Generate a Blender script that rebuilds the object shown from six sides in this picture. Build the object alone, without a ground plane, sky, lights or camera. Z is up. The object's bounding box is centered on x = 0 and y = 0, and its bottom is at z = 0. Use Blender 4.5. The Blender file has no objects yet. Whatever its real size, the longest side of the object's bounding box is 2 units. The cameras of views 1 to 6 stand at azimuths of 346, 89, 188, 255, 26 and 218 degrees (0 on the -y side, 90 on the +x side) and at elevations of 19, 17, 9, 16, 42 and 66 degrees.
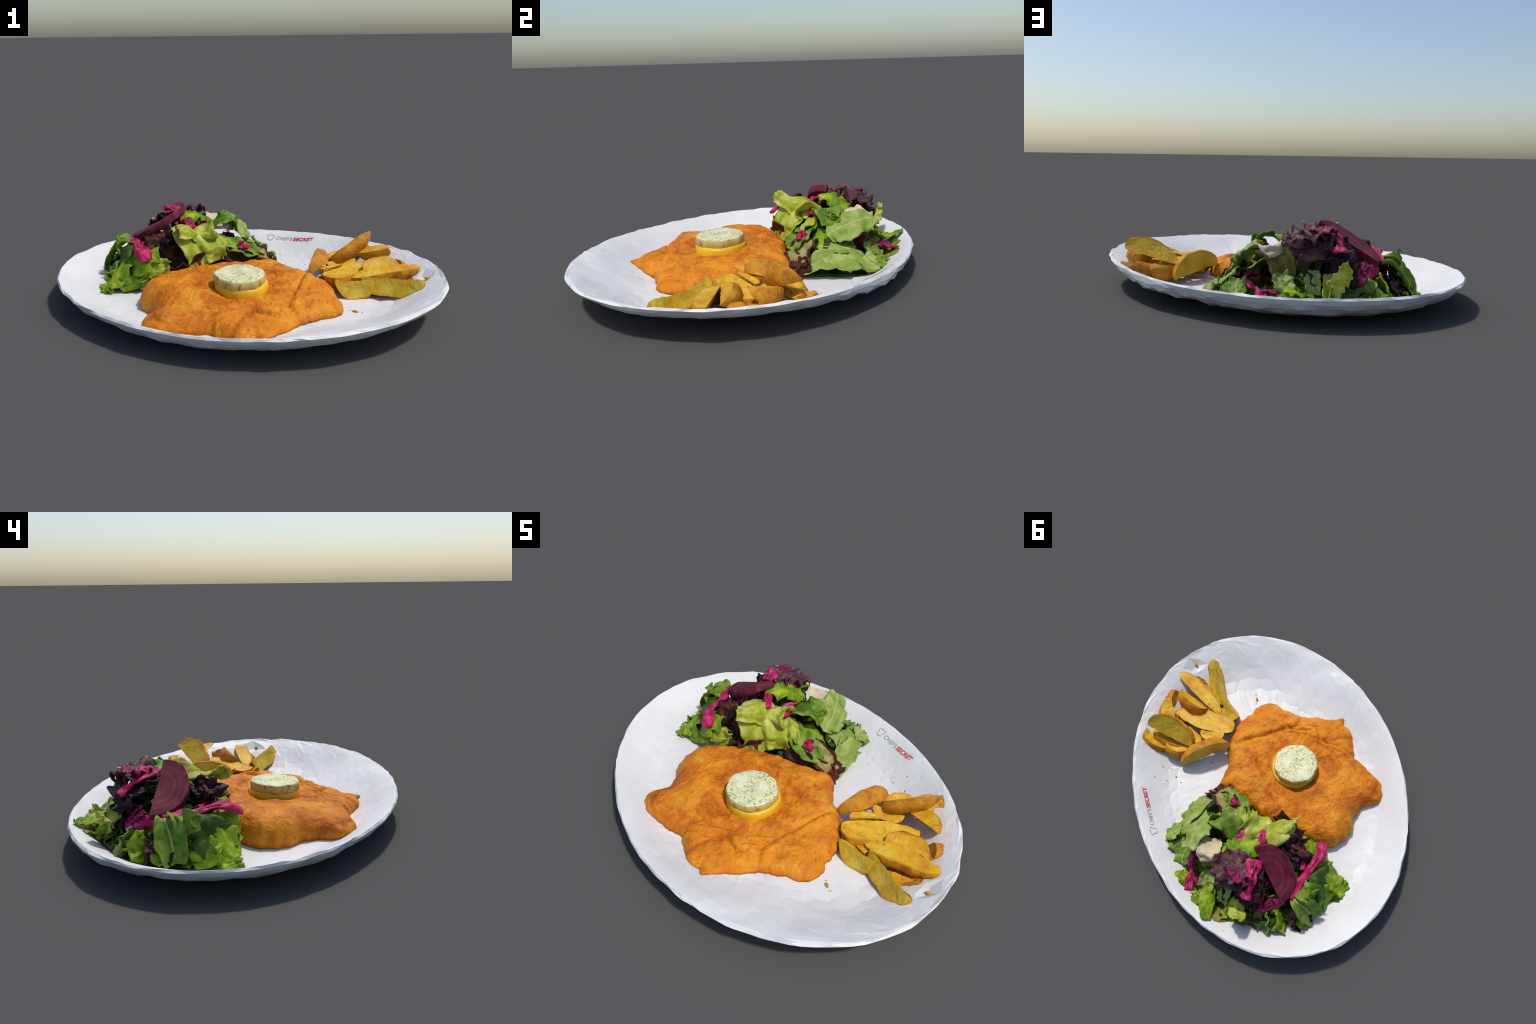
import bpy, bmesh, math, random
import numpy as np
from mathutils import Matrix, Vector, noise as mn
from mathutils.bvhtree import BVHTree

rng = random.Random(7)
COL = bpy.context.scene.collection


# ------------------------------------------------------------------ helpers
def V(*a):
    return np.array(a, float)


def unit(v):
    return v / (np.linalg.norm(v) + 1e-12)


def fbm(p, scale, seed=0.0, octaves=3):
    return mn.fractal(Vector((p[0] * scale + seed, p[1] * scale - seed, p[2] * scale + 2 * seed)), 0.9, 2.0, octaves)


def wave(p, scale, seed=0.0):
    return mn.noise(Vector((p[0] * scale + seed, p[1] * scale + 1.7 * seed, p[2] * scale - seed)))


def catmull(pts, n):
    """Smooth curve through control points, n samples."""
    P = [np.asarray(p, float) for p in pts]
    P = [2 * P[0] - P[1]] + P + [2 * P[-1] - P[-2]]
    m = len(P) - 3
    out = []
    for i in range(n):
        t = i / (n - 1) * m
        k = min(int(t), m - 1)
        t -= k
        a, b, c, d = P[k:k + 4]
        out.append(0.5 * (2 * b + (c - a) * t + (2 * a - 5 * b + 4 * c - d) * t * t + (3 * b - a - 3 * c + d) * t ** 3))
    return np.array(out)


def make(name, verts, faces, mats, parent=None, smooth=True, index=None):
    me = bpy.data.meshes.new(name)
    me.from_pydata([tuple(map(float, v)) for v in verts], [], faces)
    for m in mats:
        me.materials.append(m)
    if index is not None:
        me.polygons.foreach_set("material_index", index)
    me.polygons.foreach_set("use_smooth", [smooth] * len(me.polygons))
    bm = bmesh.new()
    bm.from_mesh(me)
    bmesh.ops.recalc_face_normals(bm, faces=bm.faces)
    bm.to_mesh(me)
    bm.free()
    ob = bpy.data.objects.new(name, me)
    COL.objects.link(ob)
    if parent:
        ob.parent = parent
        ob.matrix_parent_inverse = Matrix.Translation(-parent.location)
    return ob


def tag(ob, label, category):
    ob["label"], ob["category"] = label, category


# ---------------------------------------------------------------- materials
def material(name, ramp, scale=8.0, detail=4.0, rough=0.6, spec=0.25, bump=0.0, bump_scale=60.0,
             spots=None, translucent=0.0, coat=0.0, distort=0.0, stretch=(1, 1, 1), seed=0.0, random_shift=True):
    """Noise-driven colour ramp, optional spots [(scale, threshold, width, colour, strength)], bump grain."""
    m = bpy.data.materials.new(name)
    m.use_nodes = True
    nt = m.node_tree
    nt.nodes.clear()
    N, L = nt.nodes.new, nt.links.new
    out = N("ShaderNodeOutputMaterial")
    bsdf = N("ShaderNodeBsdfPrincipled")
    bsdf.inputs["Roughness"].default_value = rough
    bsdf.inputs["Specular IOR Level"].default_value = spec
    bsdf.inputs["Coat Weight"].default_value = coat
    bsdf.inputs["Coat Roughness"].default_value = 0.25
    tc = N("ShaderNodeTexCoord")
    mp = N("ShaderNodeMapping")
    mp.inputs["Scale"].default_value = stretch
    mp.inputs["Location"].default_value = (seed, seed * 0.7, -seed)
    L(tc.outputs["Object"], mp.inputs["Vector"])
    co = mp.outputs["Vector"]
    if random_shift:
        oi = N("ShaderNodeObjectInfo")
        mul = N("ShaderNodeMath")
        mul.operation = "MULTIPLY"
        mul.inputs[1].default_value = 37.0
        L(oi.outputs["Random"], mul.inputs[0])
        add = N("ShaderNodeVectorMath")
        add.operation = "ADD"
        L(co, add.inputs[0])
        L(mul.outputs[0], add.inputs[1])
        co = add.outputs[0]
    tx = N("ShaderNodeTexNoise")
    tx.inputs["Scale"].default_value = scale
    tx.inputs["Detail"].default_value = detail
    tx.inputs["Roughness"].default_value = 0.6
    tx.inputs["Distortion"].default_value = distort
    L(co, tx.inputs["Vector"])
    cr = N("ShaderNodeValToRGB")
    els = cr.color_ramp.elements
    while len(els) < len(ramp):
        els.new(0.5)
    for e, (p, c) in zip(els, ramp):
        e.position, e.color = p, (*c, 1)
    L(tx.outputs["Fac"], cr.inputs["Fac"])
    col = cr.outputs["Color"]
    for k, (sc, th, wd, c, strength) in enumerate(spots or ()):
        t2 = N("ShaderNodeTexNoise")
        t2.inputs["Scale"].default_value = sc
        t2.inputs["Detail"].default_value = 3.0
        a2 = N("ShaderNodeVectorMath")
        a2.operation = "ADD"
        a2.inputs[1].default_value = (5.1 + 3 * k, 1.3 * k, 2.2)
        L(co, a2.inputs[0])
        L(a2.outputs[0], t2.inputs["Vector"])
        mr = N("ShaderNodeMapRange")
        mr.inputs["From Min"].default_value = th
        mr.inputs["From Max"].default_value = th + wd
        mr.inputs["To Max"].default_value = strength
        L(t2.outputs["Fac"], mr.inputs["Value"])
        mx = N("ShaderNodeMix")
        mx.data_type = "RGBA"
        L(mr.outputs["Result"], mx.inputs["Factor"])
        L(col, mx.inputs["A"])
        mx.inputs["B"].default_value = (*c, 1)
        col = mx.outputs["Result"]
    L(col, bsdf.inputs["Base Color"])
    if bump:
        t3 = N("ShaderNodeTexNoise")
        t3.inputs["Scale"].default_value = bump_scale
        t3.inputs["Detail"].default_value = 5.0
        L(co, t3.inputs["Vector"])
        bp = N("ShaderNodeBump")
        bp.inputs["Strength"].default_value = bump
        bp.inputs["Distance"].default_value = 0.01
        L(t3.outputs["Fac"], bp.inputs["Height"])
        L(bp.outputs["Normal"], bsdf.inputs["Normal"])
    shader = bsdf.outputs[0]
    if translucent:
        tr = N("ShaderNodeBsdfTranslucent")
        L(col, tr.inputs["Color"])
        ms = N("ShaderNodeMixShader")
        ms.inputs[0].default_value = translucent
        L(shader, ms.inputs[1])
        L(tr.outputs[0], ms.inputs[2])
        shader = ms.outputs[0]
    L(shader, out.inputs["Surface"])
    return m


WHITE = material("white_glaze", [(0.35, (0.70, 0.695, 0.69)), (0.65, (0.77, 0.765, 0.755))], scale=3.5, rough=0.45, spec=0.3,
                 random_shift=False, spots=[(9, 0.66, 0.1, (0.80, 0.80, 0.80), 0.6)])
LOGO_RED = material("logo_red", [(0.4, (0.62, 0.035, 0.04)), (0.6, (0.70, 0.06, 0.06))], rough=0.5)
LOGO_GREY = material("logo_grey", [(0.4, (0.36, 0.37, 0.37)), (0.6, (0.42, 0.42, 0.42))], rough=0.5)
LOGO_PINK = material("logo_pink", [(0.4, (0.66, 0.30, 0.31)), (0.6, (0.70, 0.36, 0.36))], rough=0.5)
CRUST = material("fried_crust", [(0.28, (0.34, 0.066, 0.005)), (0.40, (0.50, 0.130, 0.007)), (0.50, (0.63, 0.200, 0.009)), (0.60, (0.70, 0.25, 0.012)), (0.74, (0.75, 0.32, 0.025))],
                 scale=5.0, detail=11, rough=0.62, spec=0.18, bump=0.6, bump_scale=60, distort=1.2, random_shift=False,
                 spots=[(9, 0.55, 0.14, (0.40, 0.075, 0.007), 0.7), (34, 0.60, 0.12, (0.36, 0.075, 0.008), 0.65), (7, 0.58, 0.14, (0.70, 0.34, 0.035), 0.55),
                        (120, 0.58, 0.1, (0.76, 0.40, 0.06), 0.35), (18, 0.70, 0.05, (0.22, 0.03, 0.008), 0.7)])
CUT = material("potato_flesh", [(0.25, (0.50, 0.20, 0.010)), (0.42, (0.67, 0.34, 0.015)), (0.56, (0.75, 0.45, 0.028)), (0.72, (0.80, 0.58, 0.11))],
               scale=10, detail=7, rough=0.5, spec=0.25, bump=0.45, bump_scale=55,
               spots=[(12, 0.56, 0.14, (0.62, 0.24, 0.012), 0.65), (28, 0.60, 0.12, (0.48, 0.15, 0.012), 0.65), (110, 0.62, 0.08, (0.28, 0.12, 0.012), 0.5)])
CUT_GREEN = material("potato_flesh_green", [(0.25, (0.42, 0.23, 0.012)), (0.45, (0.57, 0.36, 0.018)), (0.60, (0.66, 0.47, 0.05)), (0.76, (0.76, 0.60, 0.18))],
                     scale=10, detail=7, rough=0.5, spec=0.25, bump=0.45, bump_scale=55,
                     spots=[(13, 0.56, 0.15, (0.60, 0.26, 0.016), 0.7), (90, 0.63, 0.08, (0.28, 0.15, 0.015), 0.4)])
SKIN = material("potato_skin", [(0.25, (0.32, 0.10, 0.012)), (0.45, (0.50, 0.20, 0.014)), (0.6, (0.60, 0.27, 0.02)), (0.75, (0.66, 0.36, 0.05))],
                scale=16, detail=7, rough=0.6, spec=0.2, bump=0.5, bump_scale=60,
                spots=[(34, 0.62, 0.1, (0.22, 0.07, 0.012), 0.7)])
BROWNED = material("potato_browned_edge", [(0.3, (0.46, 0.17, 0.012)), (0.5, (0.60, 0.29, 0.018)), (0.7, (0.70, 0.40, 0.03))],
                   scale=22, detail=6, rough=0.55, spec=0.25, bump=0.35, bump_scale=60)
BUTTER = material("herb_butter_paste", [(0.35, (0.70, 0.67, 0.35)), (0.6, (0.78, 0.75, 0.43))], scale=14, rough=0.5, spec=0.3, random_shift=False,
                  spots=[(70, 0.54, 0.09, (0.27, 0.30, 0.18), 0.75), (120, 0.575, 0.07, (0.13, 0.15, 0.08), 0.75), (12, 0.53, 0.14, (0.82, 0.78, 0.55), 0.85)])
BUTTER_SIDE = material("herb_butter_rind", [(0.35, (0.46, 0.37, 0.10)), (0.6, (0.60, 0.50, 0.18))], scale=20, rough=0.5, spec=0.3, random_shift=False,
                       stretch=(1, 1, 0.35), spots=[(60, 0.58, 0.06, (0.14, 0.14, 0.05), 0.7)])
LEMON = material("lemon_rind", [(0.35, (0.66, 0.38, 0.01)), (0.65, (0.80, 0.52, 0.015))], scale=10, rough=0.4, spec=0.4, bump=0.1, random_shift=False)
BEET = material("beet_flesh", [(0.3, (0.075, 0.010, 0.020)), (0.5, (0.125, 0.017, 0.033)), (0.7, (0.18, 0.034, 0.055))], scale=16, detail=6, rough=0.6, spec=0.12,
                bump=0.15, bump_scale=90, spots=[(80, 0.62, 0.1, (0.05, 0.01, 0.02), 0.6)])
BEET_RING = material("beet_ring", [(0.3, (0.14, 0.014, 0.032)), (0.7, (0.22, 0.032, 0.055))], scale=16, detail=6, rough=0.6, spec=0.12, bump=0.15, bump_scale=90)


def leafmat(name, ramp, **k):
    k = {"scale": 11, "detail": 5, "rough": 0.5, "spec": 0.18, "translucent": 0.15, "bump": 0.45, "bump_scale": 32, **k}
    return material(name, ramp, **k)


BROWN_SPOT = (30, 0.66, 0.07, (0.42, 0.15, 0.04), 0.6)
YELLOW_GREEN = leafmat("leaf_yellow_green", [(0.28, (0.24, 0.28, 0.016)), (0.45, (0.40, 0.45, 0.04)), (0.58, (0.54, 0.57, 0.11)), (0.72, (0.66, 0.66, 0.24))],
                       spots=[BROWN_SPOT, (9, 0.56, 0.14, (0.30, 0.36, 0.02), 0.6)])
BRIGHT = leafmat("leaf_bright_green", [(0.28, (0.06, 0.15, 0.006)), (0.45, (0.19, 0.32, 0.012)), (0.58, (0.33, 0.45, 0.02)), (0.72, (0.52, 0.60, 0.07))],
                 spots=[(8, 0.55, 0.14, (0.07, 0.19, 0.012), 0.65)])
MID = leafmat("leaf_mid_green", [(0.28, (0.045, 0.11, 0.008)), (0.45, (0.13, 0.24, 0.018)), (0.58, (0.23, 0.35, 0.04)), (0.72, (0.38, 0.48, 0.12))],
              spots=[(8, 0.55, 0.14, (0.05, 0.14, 0.012), 0.65), (34, 0.64, 0.1, (0.42, 0.47, 0.16), 0.5)])
PALE = leafmat("leaf_pale_green", [(0.28, (0.17, 0.25, 0.03)), (0.45, (0.28, 0.38, 0.07)), (0.58, (0.38, 0.46, 0.13)), (0.72, (0.50, 0.56, 0.24))],
               spots=[BROWN_SPOT, (8, 0.56, 0.14, (0.16, 0.28, 0.03), 0.65)])
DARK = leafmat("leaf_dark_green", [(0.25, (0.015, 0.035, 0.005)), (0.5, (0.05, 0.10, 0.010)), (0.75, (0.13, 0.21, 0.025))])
TEAL = leafmat("leaf_blue_green", [(0.25, (0.05, 0.19, 0.05)), (0.5, (0.11, 0.30, 0.11)), (0.75, (0.22, 0.43, 0.20))])
PURPLE = leafmat("leaf_purple", [(0.28, (0.03, 0.010, 0.016)), (0.45, (0.09, 0.032, 0.042)), (0.58, (0.18, 0.08, 0.09)), (0.72, (0.34, 0.19, 0.18))], scale=16)
PURPLE_DARK = leafmat("leaf_dark_purple", [(0.25, (0.012, 0.005, 0.009)), (0.5, (0.035, 0.012, 0.018)), (0.75, (0.085, 0.035, 0.045))], scale=14)
RED_BROWN = leafmat("leaf_red_brown", [(0.25, (0.030, 0.009, 0.006)), (0.5, (0.085, 0.022, 0.012)), (0.75, (0.19, 0.055, 0.035))], scale=14)
OLIVE = leafmat("leaf_olive_brown", [(0.25, (0.15, 0.09, 0.03)), (0.5, (0.32, 0.26, 0.08)), (0.75, (0.46, 0.42, 0.16))], scale=16)
CREAM = leafmat("leaf_cream", [(0.3, (0.52, 0.44, 0.19)), (0.5, (0.68, 0.57, 0.36)), (0.75, (0.78, 0.67, 0.50))], spots=[(26, 0.62, 0.08, (0.62, 0.14, 0.11), 0.6)])
MAGENTA = leafmat("cabbage_magenta", [(0.28, (0.22, 0.006, 0.038)), (0.45, (0.46, 0.012, 0.092)), (0.58, (0.58, 0.035, 0.15)), (0.74, (0.68, 0.22, 0.36))], scale=18, translucent=0.1)
MAGENTA_DARK = leafmat("cabbage_dark_magenta", [(0.25, (0.12, 0.006, 0.035)), (0.5, (0.25, 0.012, 0.08)), (0.75, (0.38, 0.025, 0.12))], scale=16, translucent=0.1)
RIB = leafmat("leaf_rib", [(0.3, (0.36, 0.42, 0.14)), (0.7, (0.52, 0.55, 0.26))], bump=0)

# -------------------------------------------------------------------- plate
# The rim as a Fourier series: radius and height against the polar angle.
RIM_R = (0.9338, [(-0.0013, -0.0046), (0.0415, -0.1121), (0.0031, 0.0020), (-0.0068, -0.0081)])
RIM_Z = (0.1546, [(0.0162, -0.0111), (0.0039, -0.0073)])


def series(s, th):
    return s[0] + sum(a * math.cos((k + 1) * th) + b * math.sin((k + 1) * th) for k, (a, b) in enumerate(s[1]))


def rim(th):
    return series(RIM_R, th), series(RIM_Z, th)


def well_z(x, y):
    return 0.028 + 0.010 * x - 0.008 * y


def smooth(t):
    t = max(0.0, min(1.0, t))
    return t * t * (3 - 2 * t)


def near(th, centre, width):
    d = (math.degrees(th) - centre + 180) % 360 - 180
    return math.exp(-(d / width) ** 2)


def flank(s, th):
    """How far up from the well to the rim: a steep wall on the -x +y side, a broad slope on the -y side."""
    a = 0.695 + 0.04 * near(th, 165, 70) - 0.13 * near(th, -72, 22)
    return smooth((s - a) / (1.06 - a)) / smooth((1 - a) / (1.06 - a))


def plate_z(x, y):
    th = math.atan2(y, x)
    r, z = rim(th)
    s = min(math.hypot(x, y) / r, 1)
    b = well_z(x, y)
    return b + (z - b) * flank(s, th)


def foot_z(x, y):
    """The underside stands on the ground towards +y and lifts away towards +x -y."""
    return max(0.0, min(0.010 + 0.048 * x - 0.008 * y, plate_z(x, y) - 0.016))


def build_plate():
    jr = random.Random(11)
    n = 150
    inner = [0.0, 0.12, 0.24, 0.35, 0.45, 0.54, 0.62, 0.69, 0.755, 0.81, 0.855, 0.895, 0.93, 0.96, 0.985]
    # under-side profile: fraction of the rim radius, fraction of the rim height
    under = [(1.008, 0.93), (0.996, 0.80), (0.970, 0.62), (0.925, 0.42), (0.85, 0.22), (0.75, 0.07), (0.64, 0.0), (0.45, 0.0), (0.2, 0.0)]
    verts, rings = [], []

    def coarse(th):  # the scan is rougher towards +x and -y
        return 0.45 + 0.55 * max(0.0, math.cos(th + 0.75))

    for turn, s in enumerate(inner[1:]):
        ring = []
        for i in range(n):
            edge = s > 0.95
            th = (i + .5 * turn + jr.uniform(-.32, .32)) / n * math.tau
            rr, zz = rim(th)
            q = s + (0 if edge else jr.uniform(-.014, .014))
            x, y = q * rr * math.cos(th), q * rr * math.sin(th)
            amp = coarse(th) * (0.35 if s < 0.5 else 1)
            z = well_z(x, y) + (zz - well_z(x, y)) * flank(q, th) + amp * (0.008 * wave((x, y, 0), 8, 3) + jr.uniform(-.0015, .0015))
            # hole in the scan beside the wedges, put into the shape as a dent
            d = math.hypot(x - 0.914, y + 0.318)
            z -= 0.030 * math.exp(-(d / 0.035) ** 2)
            ring.append(len(verts))
            verts.append((x, y, z))
        rings.append(ring)
    ring = []
    turn = len(inner) / 2
    for i in range(n):
        th = (i + turn + jr.uniform(-.2, .2)) / n * math.tau
        rr, zz = rim(th)
        k = 1 + 0.007 * wave((math.cos(th), math.sin(th), 0), 9, 5) + jr.uniform(-.0035, .0035) * coarse(th)
        z = zz + 0.006 * wave((math.cos(th), math.sin(th), 0), 12, 8) + jr.uniform(-.003, .003) * coarse(th)
        ring.append(len(verts))
        verts.append((k * rr * math.cos(th), k * rr * math.sin(th), z))
    rings.append(ring)
    for s, h in under:
        ring = []
        for i in range(n):
            th = (i + turn + jr.uniform(-.2, .2)) / n * math.tau
            rr, zz = rim(th)
            q = s + (0.010 * wave((math.cos(th) * 3, math.sin(th) * 3, s * 5), 3, 2) if h > 0.02 else 0)
            scan_debris = near(th, 48, 26) + 0.45 * near(th, 105, 30)   # scan debris under the back rim, not plate, shaped as a bulge
            q += 0.055 * scan_debris * max(0.0, 1 - abs(h - .5) / .42)
            x, y = q * rr * math.cos(th), q * rr * math.sin(th)
            f = foot_z(x, y)
            z = f + (zz - f) * h + ((0.008 + .012 * scan_debris) * wave((math.cos(th) * 3, math.sin(th) * 3, s * 7), 4, 9) if 0.02 < h < 0.9 else 0)
            ring.append(len(verts))
            verts.append((x, y, max(z, 0.0)))
        rings.append(ring)
    top, bot = len(verts), len(verts) + 1
    verts += [(0, 0, well_z(0, 0)), (0, 0, foot_z(0, 0))]
    faces = []
    for a, b in zip(rings, rings[1:]):
        for i in range(n):
            j = (i + 1) % n
            if jr.random() < .5:
                faces += [(a[i], b[i], b[j]), (a[i], b[j], a[j])]
            else:
                faces += [(a[i], b[i], a[j]), (a[j], b[i], b[j])]
    for i in range(n):
        j = (i + 1) % n
        faces += [(top, rings[0][i], rings[0][j]), (bot, rings[-1][j], rings[-1][i])]
    ob = make("plate", verts, faces, [WHITE], smooth=True)
    me = ob.data
    me.polygons.foreach_set("use_smooth", [False] * len(me.polygons))
    tag(ob, "oval white porcelain plate with printed logo on the rim", "plate")
    return ob


plate = build_plate()
PLATE_TREE = BVHTree.FromObject(plate, bpy.context.evaluated_depsgraph_get())


def surf(x, y):
    hit = PLATE_TREE.ray_cast(Vector((x, y, 1)), Vector((0, 0, -1)))[0]
    return hit.z if hit else plate_z(x, y)


# printed logo: chef's hat outline and two words, laid on the plate's rim
LOGO_O, LOGO_DIR = V(0.325, 0.683, 0), unit(V(0.246, -0.170, 0))
LOGO_UP = V(-LOGO_DIR[1], LOGO_DIR[0], 0)


def lay_on_plate(ob, name, mat):
    me = bpy.data.meshes.new_from_object(ob.evaluated_get(bpy.context.evaluated_depsgraph_get()))
    bpy.data.objects.remove(ob)
    bm = bmesh.new()
    bm.from_mesh(me)
    bmesh.ops.triangulate(bm, faces=bm.faces)
    bmesh.ops.subdivide_edges(bm, edges=[e for e in bm.edges if e.calc_length() > .008], cuts=2)
    for v in bm.verts:
        p = LOGO_O + LOGO_DIR * v.co.x + LOGO_UP * v.co.y * 0.72
        v.co = Vector((p[0], p[1], surf(p[0], p[1]) + 0.0035 + v.co.z))
    bm.to_mesh(me)
    bm.free()
    me.materials.clear()
    me.materials.append(mat)
    new = bpy.data.objects.new(name, me)
    COL.objects.link(new)
    new.parent = plate


def word(text, x, y, size, offset, stretch, name, mat):
    cu = bpy.data.curves.new(name, "FONT")
    cu.body, cu.size, cu.offset, cu.extrude, cu.space_character = text, size, offset, 0.0008, 1.0
    ob = bpy.data.objects.new(name, cu)
    COL.objects.link(ob)
    bpy.context.view_layer.update()
    sx = stretch / max(ob.dimensions.x, 1e-6)
    cu2 = ob
    me = bpy.data.meshes.new_from_object(cu2.evaluated_get(bpy.context.evaluated_depsgraph_get()))
    bpy.data.objects.remove(ob)
    x0 = min(v.co.x for v in me.vertices)
    for v in me.vertices:
        v.co.x = (v.co.x - x0) * sx + x
        v.co.y += y
    tmp = bpy.data.objects.new(name, me)
    COL.objects.link(tmp)
    bpy.context.view_layer.update()
    lay_on_plate(tmp, name, mat)


word("CHEF'S", 0.042, -0.012, 0.043, -0.0004, 0.108, "logo_word", LOGO_GREY)
word("SECRET", 0.158, -0.012, 0.043, 0.0006, 0.132, "logo_word", LOGO_RED)


def build_hat():
    cu = bpy.data.curves.new("logo_hat", "CURVE")
    cu.dimensions = "2D"
    cu.bevel_depth = 0.0014
    pts = [(-.012, -.020), (-.012, .002), (-.020, .006), (-.022, .018), (-.012, .026), (-.004, .024), (0, .030), (.008, .030),
           (.013, .025), (.021, .026), (.028, .018), (.025, .006), (.018, .002), (.018, -.020)]
    sp = cu.splines.new("BEZIER")
    sp.bezier_points.add(len(pts) - 1)
    for b, (x, y) in zip(sp.bezier_points, pts):
        b.co = (x, y, 0)
        b.handle_left_type = b.handle_right_type = "AUTO"
    sp.use_cyclic_u = True
    cu.fill_mode = "NONE"
    ob = bpy.data.objects.new("logo_hat", cu)
    COL.objects.link(ob)
    bpy.context.view_layer.update()
    lay_on_plate(ob, "logo_hat", LOGO_PINK)


build_hat()

# ---------------------------------------------------------------- schnitzel
SC = V(-0.08, -0.20, 0)
OUTLINE = [(0, .515), (8, .500), (16, .490), (24, .475), (31, .450), (41, .468), (52, .505), (60, .47), (75, .42), (92, .405), (110, .42),
           (124, .455), (136, .480), (145, .515), (153, .532), (161, .526), (169, .500), (177, .460), (187, .455), (193, .490), (197, .540),
           (203, .540), (210, .522), (216, .470), (223, .425), (230, .390), (236, .366), (243, .392), (250, .415), (258, .440), (264, .450), (268, .452), (270.5, .480),
           (274, .462), (279, .436), (288, .418), (297, .402), (306, .396), (314, .425), (321, .455), (326, .505), (330, .534), (336, .538), (341, .532), (346, .513), (353, .512)]


def periodic(table, deg):
    deg %= 360
    k = max([i for i, t in enumerate(table) if t[0] <= deg], default=len(table) - 1)
    n = len(table)
    p = [table[(k + d) % n] for d in (-1, 0, 1, 2)]
    a, b = p[1][0], p[2][0] + (360 if k == n - 1 else 0)
    t = (deg - a) / (b - a)
    y = [q[1] for q in p]
    return 0.5 * (2 * y[1] + (y[2] - y[0]) * t + (2 * y[0] - 5 * y[1] + 4 * y[2] - y[3]) * t * t + (3 * y[1] - y[0] - 3 * y[2] + y[3]) * t ** 3)


# height of the top at a few places (x, y, z)
TOPS = [(-.29, -.22, .145), (.29, -.13, .142), (.16, -.36, .112), (.15, -.50, .085), (-.13, -.50, .102), (-.05, -.60, .080), (-.08, -.18, .110), (-.42, -.08, .162),
        (-.38, .06, .165), (-.15, .08, .165), (.10, .10, .165), (.20, .02, .155), (.36, -.38, .098), (-.50, -.36, .116), (-.30, -.42, .122), (.10, -.15, .135), (.34, -.26, .135), (.10, -.44, .118)]


def top_z(x, y):
    w = [1 / ((x - a) ** 2 + (y - b) ** 2 + 0.006) ** 1.5 for a, b, _ in TOPS]
    return sum(k * t[2] for k, t in zip(w, TOPS)) / sum(w)


def fold(x, y, line, width, up, down):
    """A crease along a polyline: raised lip on its left, groove on its right, fading at its ends."""
    best, sd, tt = 9, 0, 0
    n = len(line) - 1
    for k, ((ax, ay), (bx, by)) in enumerate(zip(line, line[1:])):
        dx, dy = bx - ax, by - ay
        t = max(0, min(1, ((x - ax) * dx + (y - ay) * dy) / (dx * dx + dy * dy)))
        d = math.hypot(x - ax - t * dx, y - ay - t * dy)
        if d < best:
            best, sd, tt = d, (dx * (y - ay) - dy * (x - ax)) / math.hypot(dx, dy), (k + t) / n
    fade = math.sin(math.pi * min(1, max(0, tt * .9 + .05))) ** .5
    q = max(-3, min(3, sd / width))
    lip = math.exp(-((q - .9) / .8) ** 2) * up - math.exp(-((q + .35) / .45) ** 2) * down
    return fade * lip * math.exp(-(max(0, best - abs(sd)) / width) ** 2)


LOBE_FOLD = [(.36, -.03), (.27, -.17), (.19, -.31), (.13, -.42), (.14, -.52)]
SMALL_FOLD = [(-.29, -.49), (-.17, -.47), (-.05, -.44), (.02, -.50), (.05, -.47)]
WRINKLE = [(-.12, .10), (-.02, .02), (.10, -.02), (.20, -.10)]
WRINKLE_B = [(-.45, -.30), (-.36, -.36), (-.24, -.40), (-.10, -.40)]
TUCK = [(.03, -.44), (.10, -.40), (.17, -.37)]


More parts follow.
